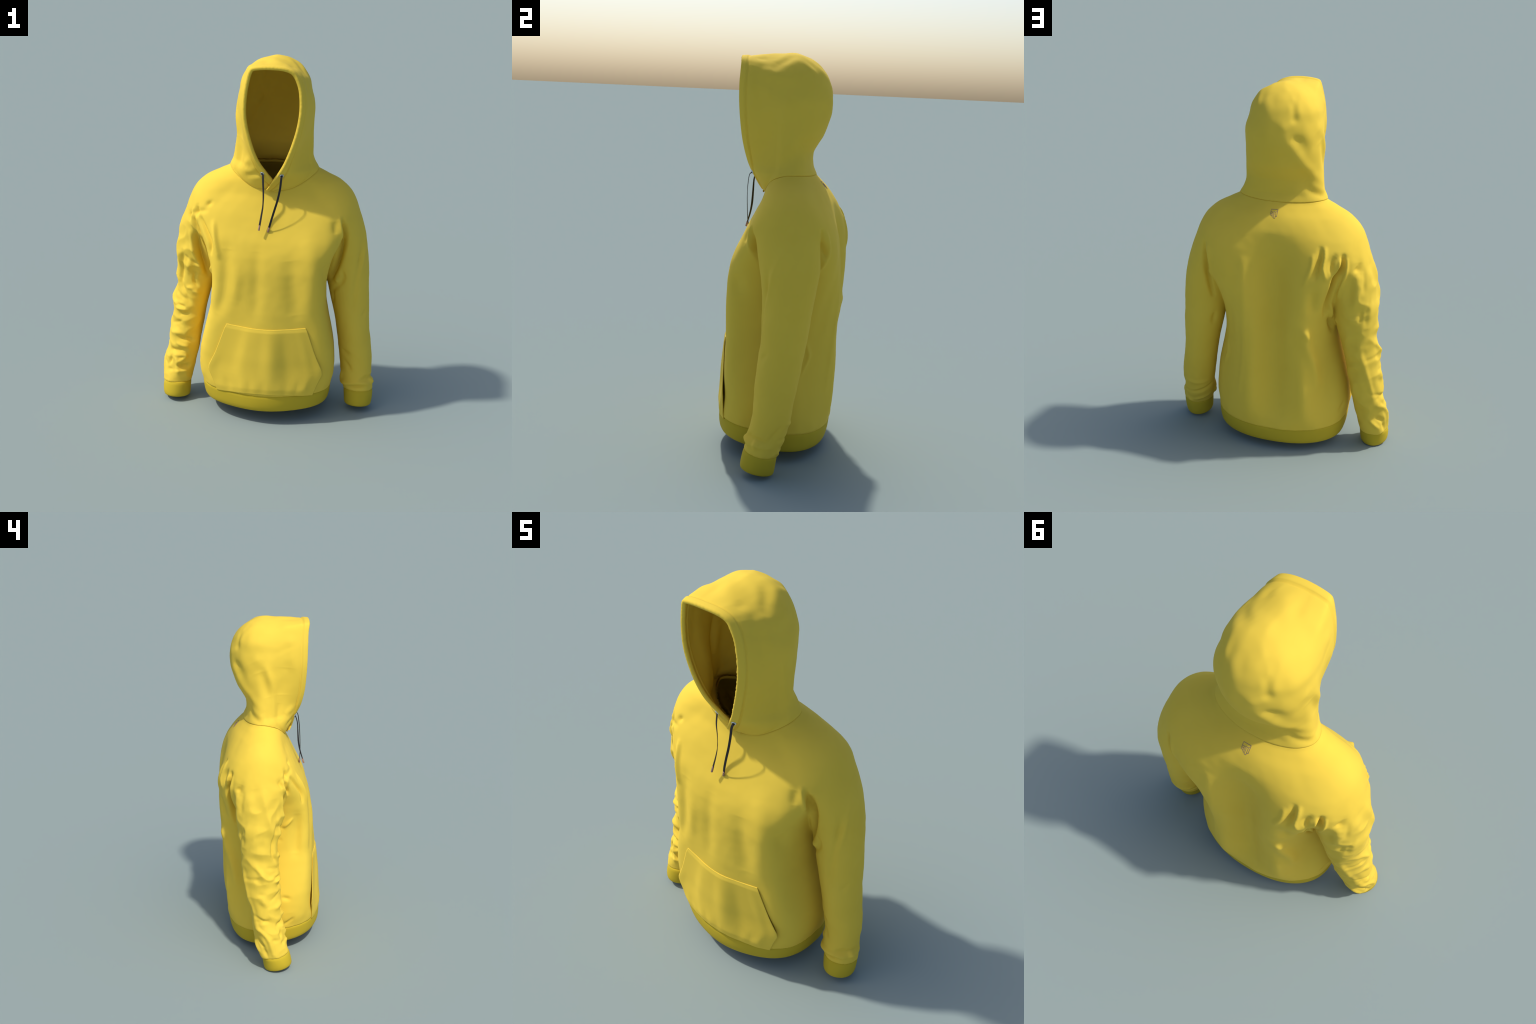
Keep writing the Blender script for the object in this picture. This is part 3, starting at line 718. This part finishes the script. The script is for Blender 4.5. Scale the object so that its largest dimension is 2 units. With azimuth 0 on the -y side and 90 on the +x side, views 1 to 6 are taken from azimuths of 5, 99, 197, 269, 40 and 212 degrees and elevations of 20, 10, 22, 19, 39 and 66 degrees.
# ------------------------------------------------------------------ eyelets
def frame_from(nv_):
    nv_ = np.array(nv_)/np.linalg.norm(nv_)
    a = np.cross(nv_, [0, 0, 1]); a /= np.linalg.norm(a)
    return a, np.cross(nv_, a), nv_
def lathe(name, profile, centre, axis, mat, count=32, parent=None):
    a, b, c = frame_from(axis)
    th = np.linspace(0, 2*np.pi, count, endpoint=False)
    V_ = [np.array(centre)+a*r*np.cos(t)+b*r*np.sin(t)+c*h for r, h in profile for t in th]
    F_ = [(i*count+k, i*count+(k+1) % count, (i+1)*count+(k+1) % count, (i+1)*count+k) for i in range(len(profile)-1) for k in range(count)]
    ob = make_mesh(name, V_, F_, mat, parent or root)
    bm = bmesh.new(); bm.from_mesh(ob.data)
    bmesh.ops.remove_doubles(bm, verts=bm.verts, dist=1e-6); bmesh.ops.recalc_face_normals(bm, faces=bm.faces)
    bm.to_mesh(ob.data); bm.free()
    return ob
EYE = []
for ex, ey, ez in ((-.046, -.158, 1.413), (.054, -.175, 1.404)):
    loc, nor, _, _ = hood_bvh.find_nearest(Vector((ex, ey, ez)))
    nor = np.array(nor); loc = np.array(loc)
    if nor[1] > 0: nor = -nor
    lathe('eyelet', [(1e-4, .0012), (.0066, .0014), (.0074, .0038), (.0090, .0046), (.0112, .0034), (.0122, .0005), (.011, -.002)], loc, nor, M_EYELET)
    EYE.append((loc, nor))

# ------------------------------------------------------------------ drawcords: flat braid ribbons
def ribbon(name, path, facing, width, thick, n=70):
    p = spline(path, n); fd = spline(facing, n)
    t = np.gradient(p, axis=0); t /= np.linalg.norm(t, axis=1, keepdims=True)
    w = np.cross(fd, t); w /= np.linalg.norm(w, axis=1, keepdims=True)
    g = np.cross(t, w)
    prof = [(-.5, -.25), (-.4, -.5), (.4, -.5), (.5, -.25), (.5, .25), (.4, .5), (-.4, .5), (-.5, .25)]
    m = len(prof)
    V_ = np.array([p[i]+w[i]*a*width+g[i]*b*thick for i in range(n) for a, b in prof])
    F_ = [(i*m+k, i*m+(k+1) % m, (i+1)*m+(k+1) % m, (i+1)*m+k) for i in range(n-1) for k in range(m)]
    ob = make_mesh(name, V_, F_, M_CORD, root, smooth=False)
    bm = bmesh.new(); bm.from_mesh(ob.data)
    bmesh.ops.holes_fill(bm, edges=[e for e in bm.edges if e.is_boundary])
    bmesh.ops.recalc_face_normals(bm, faces=bm.faces); bm.to_mesh(ob.data); bm.free()
    return p, t
cords = [
    # wearer's right: turns sideways as it falls, tip pulled left
    ([EYE[0][0]+EYE[0][1]*.001, (-.0435, -.172, 1.398), (-.041, -.181, 1.36), (-.038, -.183, 1.30), (-.039, -.186, 1.24), (-.045, -.194, 1.19), (-.052, -.208, 1.138)],
     [(-.2, -1, 0), (-.5, -1, 0), (-.75, -.75, 0), (-.8, -.6, 0), (-.8, -.6, 0), (-.6, -.8, 0), (-.4, -1, 0)]),
    # wearer's left: falls across to the middle
    ([EYE[1][0]+EYE[1][1]*.001, (.053, -.189, 1.390), (.049, -.196, 1.34), (.038, -.199, 1.28), (.022, -.199, 1.22), (.006, -.197, 1.16), (-.003, -.193, 1.124)],
     [(.2, -1, 0), (.2, -1, 0), (.25, -1, 0), (.25, -1, 0), (.2, -1, 0), (.1, -1, 0), (.0, -1, 0)])]
for path, facing in cords:
    p, t = ribbon('drawcord', path, facing, .0110, .0028)
    d = t[-1]
    lathe('cord_tip', [(1e-4, -.002), (.0044, -.002), (.0050, -.001), (.0050, .0245), (.0044, .026), (1e-4, .026)], p[-1], d, M_TIP, 20)

# ------------------------------------------------------------------ nape emblem: small line mark, raised 1 mm
def back_y(x, z):
    hit = outer_bvh.ray_cast(Vector((x, 1, z)), Vector((0, -1, 0)))
    return np.array(hit[0]), np.array(hit[1])
def emblem_point(a, b):
    return back_y(.003-a*.5*.036, 1.354+b*.5*.036)   # a to the viewer's right, b up
LINES = [((-1, 1), (1, 1)), ((-1, 1), (-1, -.3)), ((1, 1), (1, -.55)), ((1, -.55), (.6, -.55)), ((.6, -.55), (.6, -1)),
         ((-1, .35), (-.45, .35)), ((-1, 0), (-.45, 0)), ((-1, -.35), (-.45, -.35)), ((-.45, .35), (-.45, -.7)),
         ((-.15, .45), (-.15, -.9)), ((-.15, .45), (.6, .45)), ((.15, .2), (.15, -.95)), ((.6, .45), (.6, -1)), ((.15, -1), (.6, -1)), ((.6, .45), (1, .85))]
Ve, Fe = [], []
for (a0_, b0_), (a1_, b1_) in LINES:
    d = np.array([a1_-a0_, b1_-b0_]); d = d/np.linalg.norm(d); q = np.array([-d[1], d[0]])*.042
    for i in range(6):
        tt = [i/6, (i+1)/6]; base = len(Ve)
        for lift_ in (-.0005, .0012):
            for s_ in tt:
                for sg in (-1, 1):
                    c = np.array([a0_, b0_])+(np.array([a1_, b1_])-np.array([a0_, b0_]))*s_+q*sg
                    pnt, nor = emblem_point(*c); Ve.append(pnt+nor*lift_)
        for f in ((4, 5, 7, 6), (0, 2, 3, 1), (0, 1, 5, 4), (2, 6, 7, 3), (0, 4, 6, 2), (1, 3, 7, 5)): Fe.append([base+k_ for k_ in f])
make_mesh('emblem', Ve, Fe, M_EMBLEM, root, smooth=False)
